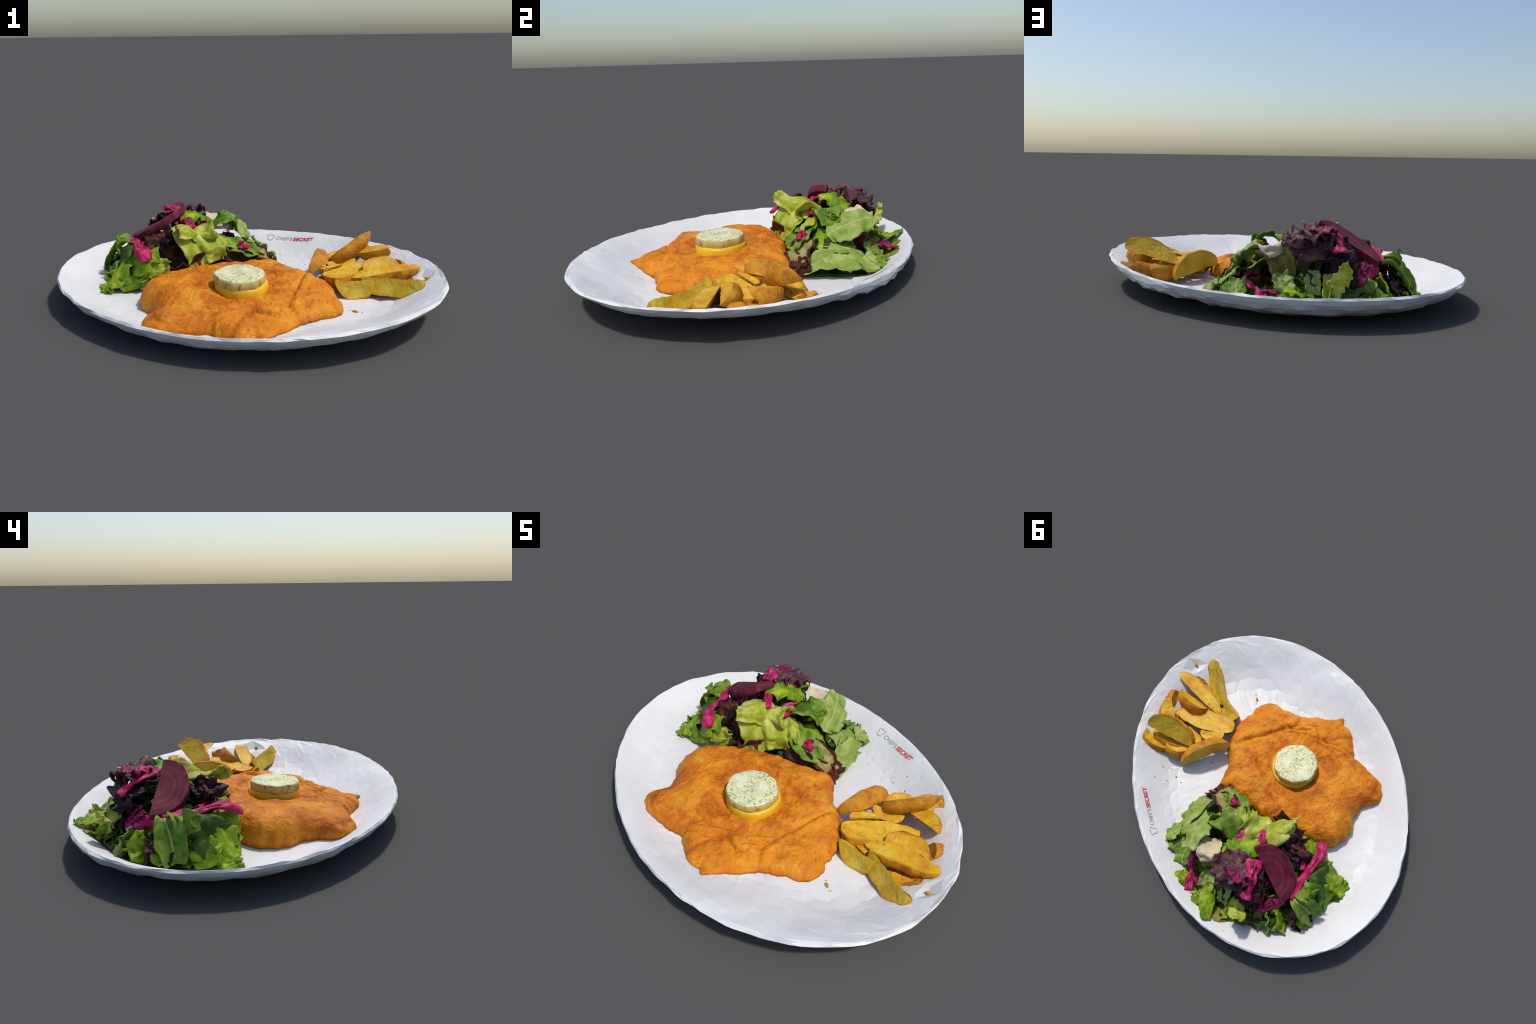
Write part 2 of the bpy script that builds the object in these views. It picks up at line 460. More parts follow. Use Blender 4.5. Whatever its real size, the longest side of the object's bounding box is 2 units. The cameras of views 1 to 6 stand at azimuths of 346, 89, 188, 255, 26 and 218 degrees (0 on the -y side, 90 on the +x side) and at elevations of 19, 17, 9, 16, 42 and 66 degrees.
def build_schnitzel():
    na, nr = 420, 130
    verts = []
    for j in range(1, nr + 1):
        s = (j / nr) ** 0.8
        for i in range(na):
            a = 360 * i / na
            R = periodic(OUTLINE, a)
            th = math.radians(a)
            R += 0.008 * mn.noise(Vector((math.cos(th) * 9, math.sin(th) * 9, 1))) + 0.006 * mn.noise(Vector((math.cos(th) * 26, math.sin(th) * 26, 4)))
            x, y = SC[0] + s * R * math.cos(th), SC[1] + s * R * math.sin(th)
            base = plate_z(x, y)
            H = top_z(x, y) - base
            # thick rounded flank; thinner towards the front lobes
            p = 9 + 3 * smooth((math.sin(th) + .5) / .6)
            prof = max(0.0, 1 - s ** p) ** 0.5
            h = H * prof
            z = h
            e = min(1, (1 - s) * 12)
            z += e * (0.010 * wave((x, y, 0), 9, 1) + 0.007 * fbm((x, y, 0), 15, 4) + 0.0030 * fbm((x, y, 0), 48, 2))
            u, v = x + .014 * wave((x, y, 0), 14, 6), y + .014 * wave((x, y, 0), 14, 7)
            z += e * (fold(u, v, LOBE_FOLD, .024, .012, .014) + fold(u, v, SMALL_FOLD, .020, .014, .014) + fold(u, v, TUCK, .016, .012, .014))
            z += e * (fold(u, v, WRINKLE, .022, .008, .008) + fold(u, v, WRINKLE_B, .022, .007, .008))
            dx, dy = (x + .07) / .16, (y + .18) / .16   # dip under the lemon
            z -= 0.012 * math.exp(-(dx * dx + dy * dy) ** 2)
            # sideways crumple of the flank
            q = 1 + (1 - e) * 0.012 * mn.noise(Vector((math.cos(th) * 14, math.sin(th) * 14, s * 30)))
            verts.append((SC[0] + (x - SC[0]) * q, SC[1] + (y - SC[1]) * q, base + 0.004 + max(z, -.002)))
    faces = []
    for j in range(nr - 1):
        for i in range(na):
            k = (i + 1) % na
            faces.append((j * na + i, (j + 1) * na + i, (j + 1) * na + k, j * na + k))
    c = len(verts)
    verts.append((SC[0], SC[1], np.mean([v[2] for v in verts[:na]])))
    faces += [(c, i, (i + 1) % na) for i in range(na)]
    b0 = len(verts)
    for s in (0.93, 0.5):
        for i in range(na):
            x, y, _ = verts[(nr - 1) * na + i]
            x, y = SC[0] + (x - SC[0]) * s, SC[1] + (y - SC[1]) * s
            verts.append((x, y, plate_z(x, y) + 0.003))
    last = (nr - 1) * na
    for i in range(na):
        k = (i + 1) % na
        faces.append((last + i, b0 + i, b0 + k, last + k))
        faces.append((b0 + i, b0 + na + i, b0 + na + k, b0 + k))
    faces.append([b0 + na + i for i in range(na)])
    ob = make("schnitzel", verts, faces, [CRUST])
    tag(ob, "golden orange breaded schnitzel with lumpy folded edges", "fried meat")
    return ob


schnitzel = build_schnitzel()
SCH_TREE = BVHTree.FromObject(schnitzel, bpy.context.evaluated_depsgraph_get())


# ------------------------------------------------------- lemon and butter
def disc(name, centre, radius, z0, z1, tilt, mats, wobble, seed, round_edge=0.012):
    na = 96
    prof = [(0.0, z1, 0), (0.5, z1, 0), (1 - round_edge / radius * 1.2, z1, 0), (1 - round_edge / radius * .35, z1 - round_edge * .25, 0), (1, z1 - round_edge, 1),
            (1.01, (z0 + z1) / 2, 1), (1.0, z0 + .01, 1), (0.96, z0, 1), (0.0, z0, 1)]
    verts, faces, idx = [], [], []
    for r, z, _ in prof:
        for i in range(na):
            th = math.tau * i / na
            k = radius * (1 + wobble * mn.noise(Vector((math.cos(th) * 2.2, math.sin(th) * 2.2, seed))) + .35 * wobble * mn.noise(Vector((math.cos(th) * 7, math.sin(th) * 7, seed))))
            x, y = r * k * math.cos(th), r * k * math.sin(th)
            dz = 0.006 * wave((x, y, seed), 14) * (1 if r > 0 else 0)
            verts.append((centre[0] + x, centre[1] + y, z + tilt[0] * x + tilt[1] * y + dz))
    for j in range(len(prof) - 1):
        for i in range(na):
            k = (i + 1) % na
            faces.append((j * na + i, (j + 1) * na + i, (j + 1) * na + k, j * na + k))
            idx.append(0 if j < 3 else 1)
    ob = make(name, verts, faces, mats, index=idx)
    bm = bmesh.new()
    bm.from_mesh(ob.data)
    bmesh.ops.remove_doubles(bm, verts=bm.verts, dist=1e-5)
    bm.to_mesh(ob.data)
    bm.free()
    return ob


lemon = disc("lemon_slice", (-0.062, -0.172), 0.140, 0.090, 0.164, (-.02, .03), [LEMON, LEMON], 0.03, 3.0, 0.010)
tag(lemon, "thick round yellow lemon slice under the butter", "lemon slice")
butter = disc("herb_butter", (-0.070, -0.177), 0.133, 0.160, 0.209, (-.02, .03), [BUTTER, BUTTER_SIDE], 0.06, 6.0, 0.010)
tag(butter, "pale round pat of butter speckled with green herbs", "herb butter")


# ------------------------------------------------------------ potato wedges
def wedge(A, B, F1, F2, bow=(0, 0, 0), cut=CUT, seed=0, fat=3.0, size=1.15):
    """Sector of a potato: core edge A-B, two flat cut faces along F1 and F2, rounded skin between them."""
    A, B, F1, F2, bow = map(lambda p: np.asarray(p, float), (A, B, F1, F2, bow))
    F1, F2 = F1 * size, F2 * size
    ns, nf, nk = 34, 7, 12
    T = unit(B - A)
    verts, ring = [], nf * 2 + nk - 1
    for i in range(ns + 1):
        s = -1 + 2 * i / ns
        s = math.copysign(1 - (1 - abs(s)) ** 1.35, s) * 0.995
        c = (A + B) / 2 + (B - A) / 2 * s + bow * (1 - s * s)
        g = 0.90 * (1 - abs(s) ** fat) ** 0.55 + 0.10
        prof = []
        for k in range(nf):
            prof.append((F1, k / nf, 0))
        for k in range(nk):
            prof.append((None, k / (nk - 1), 1))
        for k in range(nf - 1, 0, -1):
            prof.append((F2, k / nf, 2))
        for kind, t, w in prof:
            if w == 1:
                f = F1 * (1 - t) + F2 * t
                ln = np.linalg.norm(F1) * (1 - t) + np.linalg.norm(F2) * t
                f = unit(f) * ln * (1 + .10 * math.sin(math.pi * t))
                p = c + f * g
            else:
                p = c + kind * g * t
                inward = (F1 + F2) / 2 * g
                p = p + inward * 0.10 * math.sin(math.pi * t) * (1 - s * s)   # slightly dished cut
            d = 0.010 * wave(p, 12, seed) + 0.0035 * fbm(p, 40, seed)
            verts.append(p + unit(p - (c + (F1 + F2) * .3 * g)) * d + T * 0.008 * wave(p, 14, seed + 3))
    for p in verts:
        p[2] = max(p[2], surf(p[0], p[1]) + .003)
    faces, idx = [], []
    for i in range(ns):
        for k in range(ring):
            m = (k + 1) % ring
            faces.append((i * ring + k, (i + 1) * ring + k, (i + 1) * ring + m, i * ring + m))
            idx.append(1 if nf <= k < nf + nk - 1 else 2 if k in (nf - 1, nf + nk - 1) else 0)
    faces += [list(range(ring)), [ns * ring + k for k in range(ring)]]
    idx += [1, 1]
    ob = make("potato_wedge", verts, faces, [cut, SKIN, BROWNED], index=idx)
    ob.data.set_sharp_from_angle(angle=math.radians(48))
    tag(ob, "golden roasted potato wedge with browned skin", "potato wedge")
    return ob


wedge((.348, -.030, .100), (.512, .255, .055), (.008, -.008, .100), (.068, -.042, .045), (0, 0, .012), CUT_GREEN, 1, size=1.08)
wedge((.531, .135, .123), (.806, .225, .221), (.025, -.080, .084), (0, -.090, -.025), (0, 0, 0), CUT_GREEN, 2, size=1.05)
wedge((.550, .110, .080), (.790, .190, .130), (-.01, .045, .030), (-.01, .050, -.045), (0, 0, 0), CUT, 18)
wedge((.825, .215, .140), (.640, .195, .090), (.010, .055, .028), (.000, .040, -.060), (0, .01, 0), CUT, 3)
wedge((.690, .175, .128), (.535, .125, .108), (-.01, .060, .020), (-.01, .060, -.060), (0, .01, 0), CUT, 4)
wedge((.401, -.110, .130), (.765, .015, .132), (.034, -.130, .002), (.030, -.090, -.075), (-.02, .040, -.004), CUT, 5, fat=3.2)
wedge((.690, .085, .160), (.836, -.020, .212), (.030, .070, .004), (.050, .040, -.070), (0, 0, 0), CUT, 6)
wedge((.540, -.152, .122), (.932, -.187, .164), (.015, -.080, -.006), (.020, -.035, -.080), (.01, .015, .020), CUT, 7)
wedge((.636, -.140, .134), (.858, -.140, .138), (0, .050, .046), (0, .080, -.030), (0, 0, 0), CUT, 8)
wedge((.592, -.215, .130), (.848, -.431, .165), (-.02, -.048, -.080), (.045, .020, -.060), (0, 0, .004), CUT_GREEN, 9, size=1.05)
wedge((.442, -.222, .138), (.634, -.285, .138), (.004, -.032, -.092), (.030, .060, -.060), (0, 0, -.008), CUT_GREEN, 10, size=1.05)
wedge((.820, -.020, .060), (.868, -.125, .080), (.020, .010, .065), (.050, .020, .030), (0, 0, .01), CUT, 11)
wedge((.500, .093, .123), (.668, .073, .133), (0, -.050, -.020), (0, .020, -.060), (0, 0, 0), CUT, 12)
wedge((.430, -.070, .142), (.560, .000, .132), (-.02, .050, -.010), (0, .020, -.070), (0, 0, 0), CUT, 13)
wedge((.400, -.130, .095), (.570, -.220, .100), (.030, .040, .005), (.030, .010, -.060), (0, 0, 0), CUT, 14)
wedge((.650, -.235, .065), (.870, -.265, .095), (0, -.040, -.010), (0, .040, -.040), (0, 0, 0), CUT, 15)

wedge((.420, -.010, .070), (.520, .080, .075), (.020, -.030, .035), (.040, -.045, -.020), (0, 0, 0), CUT, 16)
wedge((.700, .070, .080), (.800, .010, .095), (-.02, -.040, .030), (-.02, -.040, -.035), (0, 0, 0), CUT, 17)


# -------------------------------------------------------------------- crumbs
def build_crumbs():
    cr = random.Random(5)
    spots = [(.472, -.438, .011), (.888, -.027, .014), (.921, -.338, .014), (.50, .32, .006), (.60, .33, .005), (.56, .30, .004), (.45, .33, .004), (.52, .38, .004),
             (.58, .42, .004), (.39, .10, .006), (.50, -.46, .004), (.455, -.41, .004)]
    bm = bmesh.new()
    for x, y, r in spots:
        res = bmesh.ops.create_icosphere(bm, subdivisions=2, radius=r)
        z = surf(x, y)
        st = cr.uniform(.8, 1.7)
        an = cr.uniform(0, 3.14)
        for v in res["verts"]:
            p = v.co * (1 + .5 * mn.noise(v.co * 90 + Vector((x * 50, 0, 0))))
            px, py = p.x * st, p.y / st
            v.co = Vector((x + px * math.cos(an) - py * math.sin(an), y + px * math.sin(an) + py * math.cos(an), z + r * .3 + p.z * .6))
    me = bpy.data.meshes.new("crumb")
    bm.to_mesh(me)
    bm.free()
    me.materials.append(SKIN)
    ob = bpy.data.objects.new("crumb", me)
    COL.objects.link(ob)
    ob["kind"] = "stuff"
    tag(ob, "small golden brown fried crumbs scattered on plate", "crumbs")


build_crumbs()

# --------------------------------------------------------------------- salad
salad = bpy.data.objects.new("salad", None)
salad.location = (-.24, .45, .03)
COL.objects.link(salad)
tag(salad, "mixed leaf salad heap with beet slice and red cabbage", "salad")


def leaf(name, spine, side, half, mats, cup=0.0, ruffle=0.0, freq=2.2, jag=0.12, shape="broad", rib=True, edge=None, seed=0.0, thick=0.005, nu=44, nv=21, lobes=0, crumple=0.006, pleat=(0, 1)):
    """A leaf blade: spine curve, sideways direction, half widths along it; cupped, ruffled, jagged, with thickness."""
    S = catmull(spine, nu)
    if isinstance(half, (int, float)):
        prof = {"broad": [.35, .85, 1.0, .9, .25], "lance": [.12, .6, 1.0, .75, .06], "strip": [.6, 1, .9, 1, .45], "fan": [.2, .55, .9, 1.05, .95], "spoon": [.12, .2, .75, 1, .35]}[shape]
        half = [half * q for q in prof]
    H = catmull([(h, 0, 0) for h in half], nu)[:, 0]
    sides = [np.asarray(q, float) for q in (side if isinstance(side[0], (tuple, list)) else [side] * 2)]
    D = catmull(sides, nu) if len(sides) > 1 else np.repeat([sides[0]], nu, 0)
    G = np.zeros((nu, nv, 3))
    for i in range(nu):
        u = i / (nu - 1)
        t = unit(S[min(i + 1, nu - 1)] - S[max(i - 1, 0)])
        d = unit(D[i] - t * (D[i] @ t))
        n = np.cross(t, d)
        for j in range(nv):
            v = -1 + 2 * j / (nv - 1)
            v = math.copysign(abs(v) ** 1.35, v)
            sg = 1 if v > 0 else -1
            w = H[i] * (1 + jag * 1.3 * mn.noise(Vector((u * 5, sg * 5 + seed, seed))) + jag * .5 * mn.noise(Vector((u * 13, sg * 7 - seed, seed))))
            if lobes:
                w *= 1 - .34 * (0.5 + .5 * math.cos(u * math.tau * lobes + sg)) * (0.15 < u < .95)
            a = abs(v)
            off = cup * w * a * a + ruffle * a ** 1.6 * math.sin(u * freq * math.tau + sg * 1.3 + seed + 2.2 * mn.noise(Vector((u * 4, v, seed))))
            vein = abs(math.sin((u * 4.5 - a * .8) * math.pi + sg * .4 + seed))
            off += crumple * mn.noise(Vector((u * 7, v * 2.2, seed * 1.7))) + .55 * crumple * mn.noise(Vector((u * 15, v * 6, seed * 2.3))) - .0028 * (1 - vein) ** 3 * min(1, a * 4) - (0.004 * math.exp(-(v / .12) ** 2) if rib else 0)
            off += pleat[0] * math.sin(v * pleat[1] + 2.5 * mn.noise(Vector((u * 2.5, v * 1.2, seed)))) * min(1, 2 * u + .2)
            push = 0.35 * ruffle * a * math.cos(u * freq * math.tau * 1.3 + seed)
            G[i, j] = S[i] + d * (w * v) + n * off + t * push + t * (0.02 * half[len(half) // 2] / .1) * a * math.sin(seed)
    nrm = np.zeros_like(G)
    du = np.gradient(G, axis=0)
    dv = np.gradient(G, axis=1)
    nrm = np.cross(du, dv)
    nrm /= np.linalg.norm(nrm, axis=2, keepdims=True) + 1e-9
    verts = np.concatenate([(G + nrm * thick / 2).reshape(-1, 3), (G - nrm * thick / 2).reshape(-1, 3)])
    o = nu * nv
    floor = [surf(p[0], p[1]) + .004 for p in verts]
    verts[:, 2] = np.maximum(verts[:, 2], floor)
    faces, idx = [], []
    mlist = [mats] + ([RIB] if rib else []) + ([edge] if edge else [])
    ei = len(mlist) - 1
    for i in range(nu - 1):
        for j in range(nv - 1):
            q = (i * nv + j, i * nv + j + 1, (i + 1) * nv + j + 1, (i + 1) * nv + j)
            mid = abs(j + .5 - (nv - 1) / 2) < (1.01 if i < nu * .9 else .1)
            e = edge and (j < 2 or j > nv - 4 or i > nu - 5)
            m = 1 if (rib and mid) else (ei if e else 0)
            faces += [q, tuple(o + k for k in reversed(q))]
            idx += [m, m]
    loop = [j for j in range(nv)] + [i * nv + nv - 1 for i in range(1, nu)] + [(nu - 1) * nv + j for j in range(nv - 2, -1, -1)] + [i * nv for i in range(nu - 2, 0, -1)]
    for a, b in zip(loop, loop[1:] + loop[:1]):
        faces.append((a, b, o + b, o + a))
        idx.append(ei if edge else 0)
    return make(name, verts, faces, mlist, salad, index=idx)


# dark lump added so gaps between leaves stay dark: footprint and height of the mound
MOUND = [(-.30, .44, .33), (-.24, .56, .33), (-.17, .58, .24), (-.05, .58, .13), (.05, .45, .20), (.06, .58, .14), (.17, .55, .08), (.20, .40, .10), (.22, .62, .06), (.18, .27, .09), (.05, .27, .14),
         (-.10, .30, .15), (-.20, .24, .12), (-.32, .26, .26), (-.45, .25, .22), (-.42, .20, .13), (-.55, .22, .10), (-.55, .36, .20), (-.63, .40, .13), (-.70, .40, .05), (-.70, .28, .05), (-.50, .52, .20), (-.58, .56, .13),
         (-.45, .64, .12), (-.35, .68, .14), (-.25, .72, .08), (-.10, .72, .05), (.02, .70, .05), (-.26, .82, .05), (.10, .68, .06), (-.38, .58, .30), (-.40, .50, .29), (-.40, .38, .29)]
FOOT = [(.235, .26), (.265, .45), (.255, .62), (.17, .70), (.05, .74), (-.08, .78), (-.24, .83), (-.36, .77), (-.50, .70), (-.62, .62), (-.71, .48), (-.735, .36), (-.72, .24), (-.60, .165), (-.45, .15),
        (-.30, .18), (-.12, .20), (.06, .22)]


def mound_z(x, y):
    w = [1 / ((x - a) ** 2 + (y - b) ** 2 + 0.0012) ** 1.6 for a, b, _ in MOUND]
    return 0.88 * sum(k * t[2] for k, t in zip(w, MOUND)) / sum(w)


def build_filler_core():
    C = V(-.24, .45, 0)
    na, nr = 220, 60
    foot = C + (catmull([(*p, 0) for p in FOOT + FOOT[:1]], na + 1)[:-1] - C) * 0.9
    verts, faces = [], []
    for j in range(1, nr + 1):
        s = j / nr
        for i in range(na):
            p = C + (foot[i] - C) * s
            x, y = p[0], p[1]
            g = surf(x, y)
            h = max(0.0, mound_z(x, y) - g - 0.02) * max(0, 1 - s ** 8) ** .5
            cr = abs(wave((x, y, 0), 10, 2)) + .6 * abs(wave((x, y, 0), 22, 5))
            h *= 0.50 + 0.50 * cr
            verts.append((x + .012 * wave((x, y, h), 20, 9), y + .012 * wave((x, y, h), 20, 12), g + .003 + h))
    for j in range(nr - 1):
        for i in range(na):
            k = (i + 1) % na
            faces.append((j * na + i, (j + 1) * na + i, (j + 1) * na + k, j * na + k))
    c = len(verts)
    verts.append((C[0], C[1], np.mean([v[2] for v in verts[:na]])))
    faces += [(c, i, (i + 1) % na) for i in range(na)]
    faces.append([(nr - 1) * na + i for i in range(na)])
    ob = make("salad_filler_core", verts, faces, [DARK], salad)  # added filler, a single dark green lump beneath the leaves
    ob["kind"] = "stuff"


build_filler_core()


def fillers():
    """Smaller torn leaves all over the heap, coloured by where they lie."""
    r = random.Random(21)
    foot = [V(*p) for p in FOOT]
    C = V(-.24, .45)
    n = 0
    while n < 100:
        k = r.randrange(len(foot))
        t = r.random()
        e = foot[k] * (1 - t) + foot[(k + 1) % len(foot)] * t
        s = math.sqrt(r.uniform(.03, .82))
        x, y = C + (e - C) * s
        n += 1
        if -.34 < x < -.06 and y < .36 or x > -.02:
            continue
        eps = .03
        gx = (mound_z(x + eps, y) - mound_z(x - eps, y)) / (2 * eps)
        gy = (mound_z(x, y + eps) - mound_z(x, y - eps)) / (2 * eps)
        out = unit(V(x - C[0], y - C[1], 0) + V(r.uniform(-.15, .15), r.uniform(-.15, .15), 0))
        an = r.uniform(-1.2, 1.2)
        out = V(out[0] * math.cos(an) - out[1] * math.sin(an), out[0] * math.sin(an) + out[1] * math.cos(an), 0)
        L = r.uniform(.11, .19)
        pts = []
        lift = r.uniform(.0, .022)
        for q in (-.5, -.1, .25, .5):
            px, py = x + out[0] * L * q, y + out[1] * L * q
            pts.append((px, py, mound_z(px, py) - .035 + lift + .012 * math.sin(q * 5) + r.uniform(-.006, .006)))
        sd = V(-out[1], out[0], 0)
        sd[2] = gx * sd[0] + gy * sd[1] + r.uniform(-.5, .5)
        if y > .66:
            m = r.choice([MID, BRIGHT, YELLOW_GREEN, PALE, OLIVE, DARK])
        elif x < -.45:
            m = r.choice([BRIGHT, BRIGHT, MID, BRIGHT, DARK, PURPLE_DARK])
        elif x > -.05:
            m = r.choice([MID, PALE, MID, DARK, PALE, RED_BROWN])
        elif y < .3:
            m = r.choice([RED_BROWN, PURPLE_DARK, YELLOW_GREEN, DARK])
        else:
            m = r.choice([DARK, MID, PURPLE_DARK, YELLOW_GREEN, MAGENTA_DARK])
        leaf("lettuce_leaf", pts, tuple(sd), L * r.uniform(.3, .5), m, cup=r.uniform(-.5, .6), ruffle=r.uniform(.006, .018), freq=r.uniform(2.5, 5), jag=.22,
             shape=r.choice(["broad", "fan", "spoon"]), rib=False, seed=r.uniform(0, 50), nu=20, nv=11, thick=.005)


fillers()

LF = "lettuce_leaf"
# front: yellow-green crumpled leaf hanging towards the schnitzel
leaf(LF, [(-.13, .43, .262), (-.20, .36, .310), (-.235, .27, .300), (-.20, .212, .215), (-.165, .198, .140)], (-.9, -.35, .12), [.05, .115, .13, .125, .11], YELLOW_GREEN, cup=-.10, ruffle=.014, freq=2.0, jag=.16, rib=False, seed=2.0, crumple=.016, pleat=(.011, 8))
leaf(LF, [(-.16, .34, .295), (-.24, .27, .315), (-.31, .19, .345), (-.340, .145, .378)], (-.3, .9, .5), [.05, .06, .05, .03], YELLOW_GREEN, cup=.3, ruffle=.010, freq=2, jag=.2, rib=False, seed=5.0, pleat=(.006, 7))
leaf(LF, [(-.13, .36, .275), (-.09, .28, .225), (-.085, .24, .145)], (.9, .1, .1), [.04, .07, .07], YELLOW_GREEN, cup=-.2, ruffle=.012, freq=2, rib=False, seed=8.0, pleat=(.008, 7))
# pale rocket leaves on the right
leaf("rocket_leaf", [(.045, .655, .305), (.075, .56, .295), (.085, .47, .260), (.072, .398, .222)], (.70, .30, -.55), [.045, .080, .090, .055], PALE, cup=-.18, ruffle=.012, freq=3, jag=.18, seed=11.0, lobes=0)
leaf("rocket_leaf", [(.258, .660, .078), (.225, .58, .112), (.190, .48, .140), (.150, .40, .165)], (.8, .2, -.55), [.012, .055, .085, .07], PALE, cup=-.25, ruffle=.008, freq=3, jag=.15, seed=13.0)
leaf("rocket_leaf", [(.215, .275, .065), (.205, .36, .105), (.205, .45, .105), (.225, .53, .070)], (.8, 0, -.6), [.03, .06, .07, .05], PALE, cup=-.5, ruffle=.005, freq=3, jag=.1, seed=17.0, rib=False)
leaf("rocket_leaf", [(.11, .38, .165), (.12, .45, .165), (.135, .50, .160), (.14, .54, .145)], (.75, .1, -.65), [.04, .055, .05, .03], DARK, cup=-.3, ruffle=.01, seed=19.0)
leaf("rocket_leaf", [(.015, .43, .262), (.042, .428, .312), (.056, .428, .354)], (.5, .8, -.1), [.065, .050, .008], MID, cup=.2, ruffle=.006, seed=23.0)
leaf("rocket_leaf", [(.14, .60, .120), (.19, .65, .085), (.21, .68, .075)], (.7, -.5, -.3), [.04, .055, .03], MID, cup=-.3, ruffle=.01, seed=27.0)
leaf("rocket_leaf", [(.09, .60, .150), (.09, .67, .110), (.06, .72, .080)], (.8, .1, -.3), [.045, .06, .04], MID, cup=-.4, ruffle=.01, seed=29.0)
leaf("rocket_leaf", [(.20, .58, .13), (.235, .62, .095), (.25, .66, .07)], (.6, -.4, -.4), [.04, .06, .03], PALE, cup=-.2, ruffle=.01, seed=30.0)
# green leaf with browned middle and the dark red leaf below it
leaf(LF, [(-.105, .345, .222), (-.02, .29, .212), (.06, .245, .182), (.135, .220, .158)], (.25, .9, .30), [.04, .065, .065, .03], MID, cup=.25, ruffle=.014, freq=2.5, jag=.2, seed=31.0, edge=None, rib=False)
leaf(LF, [(.02, .33, .185), (.08, .29, .180), (.15, .25, .155), (.22, .235, .100)], (.3, .9, .15), [.04, .065, .07, .05], OLIVE, cup=.15, ruffle=.014, freq=3, jag=.2, seed=33.0, rib=False, edge=RED_BROWN)
leaf(LF, [(-.10, .265, .200), (-.01, .225, .150), (.09, .215, .112), (.19, .225, .092), (.240, .237, .088)], (.0, .55, .8), [.03, .05, .06, .06, .04], RED_BROWN, cup=.2, ruffle=.016, freq=4, jag=.25, seed=35.0, rib=False)
leaf(LF, [(.20, .24, .12), (.225, .25, .085), (.235, .26, .045)], (.2, .9, 0), [.04, .06, .04], RED_BROWN, cup=.2, ruffle=.012, freq=3, jag=.25, seed=36.0, rib=False)
# arching curled leaf
leaf(LF, [(-.14, .42, .265), (-.06, .405, .328), (.005, .415, .338), (.05, .43, .265)], (.1, .95, .1), [.05, .07, .07, .05], MID, cup=.2, ruffle=.010, seed=37.0, rib=False)
leaf(LF, [(-.09, .36, .215), (-.02, .37, .220), (.05, .36, .190), (.09, .35, .150)], (.1, .9, .35), [.03, .05, .05, .03], BRIGHT, cup=-.4, ruffle=.008, seed=39.0, rib=False)
# cream leaf, purple leaf, blue-green sprig on top
leaf(LF, [(-.02, .52, .262), (-.05, .57, .298), (-.065, .625, .315), (-.09, .640, .270)], (.85, .35, -.10), [.045, .065, .055, .035], CREAM, cup=-.15, ruffle=.010, jag=.3, seed=41.0, rib=False)
leaf(LF, [(-.08, .615, .300), (-.115, .625, .235), (-.135, .605, .150), (-.14, .60, .085)], (.9, .25, .05), [.05, .065, .045, .05], OLIVE, cup=-.35, ruffle=.008, freq=1.5, jag=.2, seed=42.0, rib=False, pleat=(.005, 6))
leaf(LF, [(-.30, .50, .392), (-.265, .57, .395), (-.20, .62, .372), (-.135, .655, .335)], (.6, -.7, .15), [.04, .08, .095, .05], PURPLE, cup=.1, ruffle=.024, freq=4, jag=.35, seed=43.0, rib=False, crumple=.018)
leaf(LF, [(-.33, .54, .372), (-.29, .61, .366), (-.275, .655, .332), (-.29, .68, .270)], (.9, .3, 0), [.06, .09, .10, .06], PURPLE, cup=.1, ruffle=.024, freq=4, jag=.35, seed=45.0, rib=False, crumple=.018)
leaf(LF, [(-.335, .50, .362), (-.372, .58, .330), (-.395, .65, .285), (-.41, .685, .225)], (.85, .35, -.1), [.045, .06, .065, .05], PURPLE_DARK, cup=.1, ruffle=.014, freq=2.6, jag=.35, seed=47.0, rib=False, crumple=.018)
leaf(LF, [(-.30, .42, .375), (-.22, .46, .372), (-.15, .51, .345), (-.11, .54, .300)], (-.5, .8, .2), [.04, .06, .06, .04], BRIGHT, cup=-.2, ruffle=.016, freq=4, jag=.3, seed=49.0, rib=False)
for k, (a, b) in enumerate([((-.16, .52, .325), (-.13, .545, .285)), ((-.16, .52, .325), (-.10, .52, .290)), ((-.17, .51, .328), (-.155, .565, .298)), ((-.20, .49, .335), (-.16, .52, .325))]):
    leaf("herb_leaf", [a, tuple((np.array(a) + b) / 2 + V(0, 0, .006)), b], (.5, -.6, .2), .022, TEAL, cup=-.3, ruffle=.004, seed=50.0 + k, rib=False, shape="spoon", nu=14, nv=9)
# dark purple frilly leaf between beet and schnitzel
leaf(LF, [(-.43, .34, .285), (-.415, .29, .305), (-.43, .245, .285), (-.47, .215, .240)], (.8, -.1, .4), [.05, .065, .075, .05], PURPLE_DARK, cup=.2, ruffle=.026, freq=5, jag=.35, seed=53.0, rib=False, crumple=.02)
leaf(LF, [(-.44, .29, .300), (-.43, .26, .300), (-.40, .24, .235), (-.375, .22, .165)], (.95, .2, .05), [.05, .09, .10, .07], RED_BROWN, cup=-.2, ruffle=.02, freq=3, jag=.25, seed=55.0, rib=False, crumple=.02)
leaf(LF, [(-.43, .19, .110), (-.36, .165, .130), (-.28, .155, .150), (-.205, .160, .222)], (.1, -.4, .8), [.03, .04, .05, .03], RED_BROWN, cup=.3, ruffle=.015, freq=3, jag=.25, seed=57.0, rib=False)
leaf(LF, [(-.36, .25, .20), (-.31, .21, .160), (-.27, .19, .10)], (.8, .3, .3), [.06, .07, .06], RED_BROWN, cup=-.2, ruffle=.015, freq=3, jag=.25, seed=58.0, rib=False)
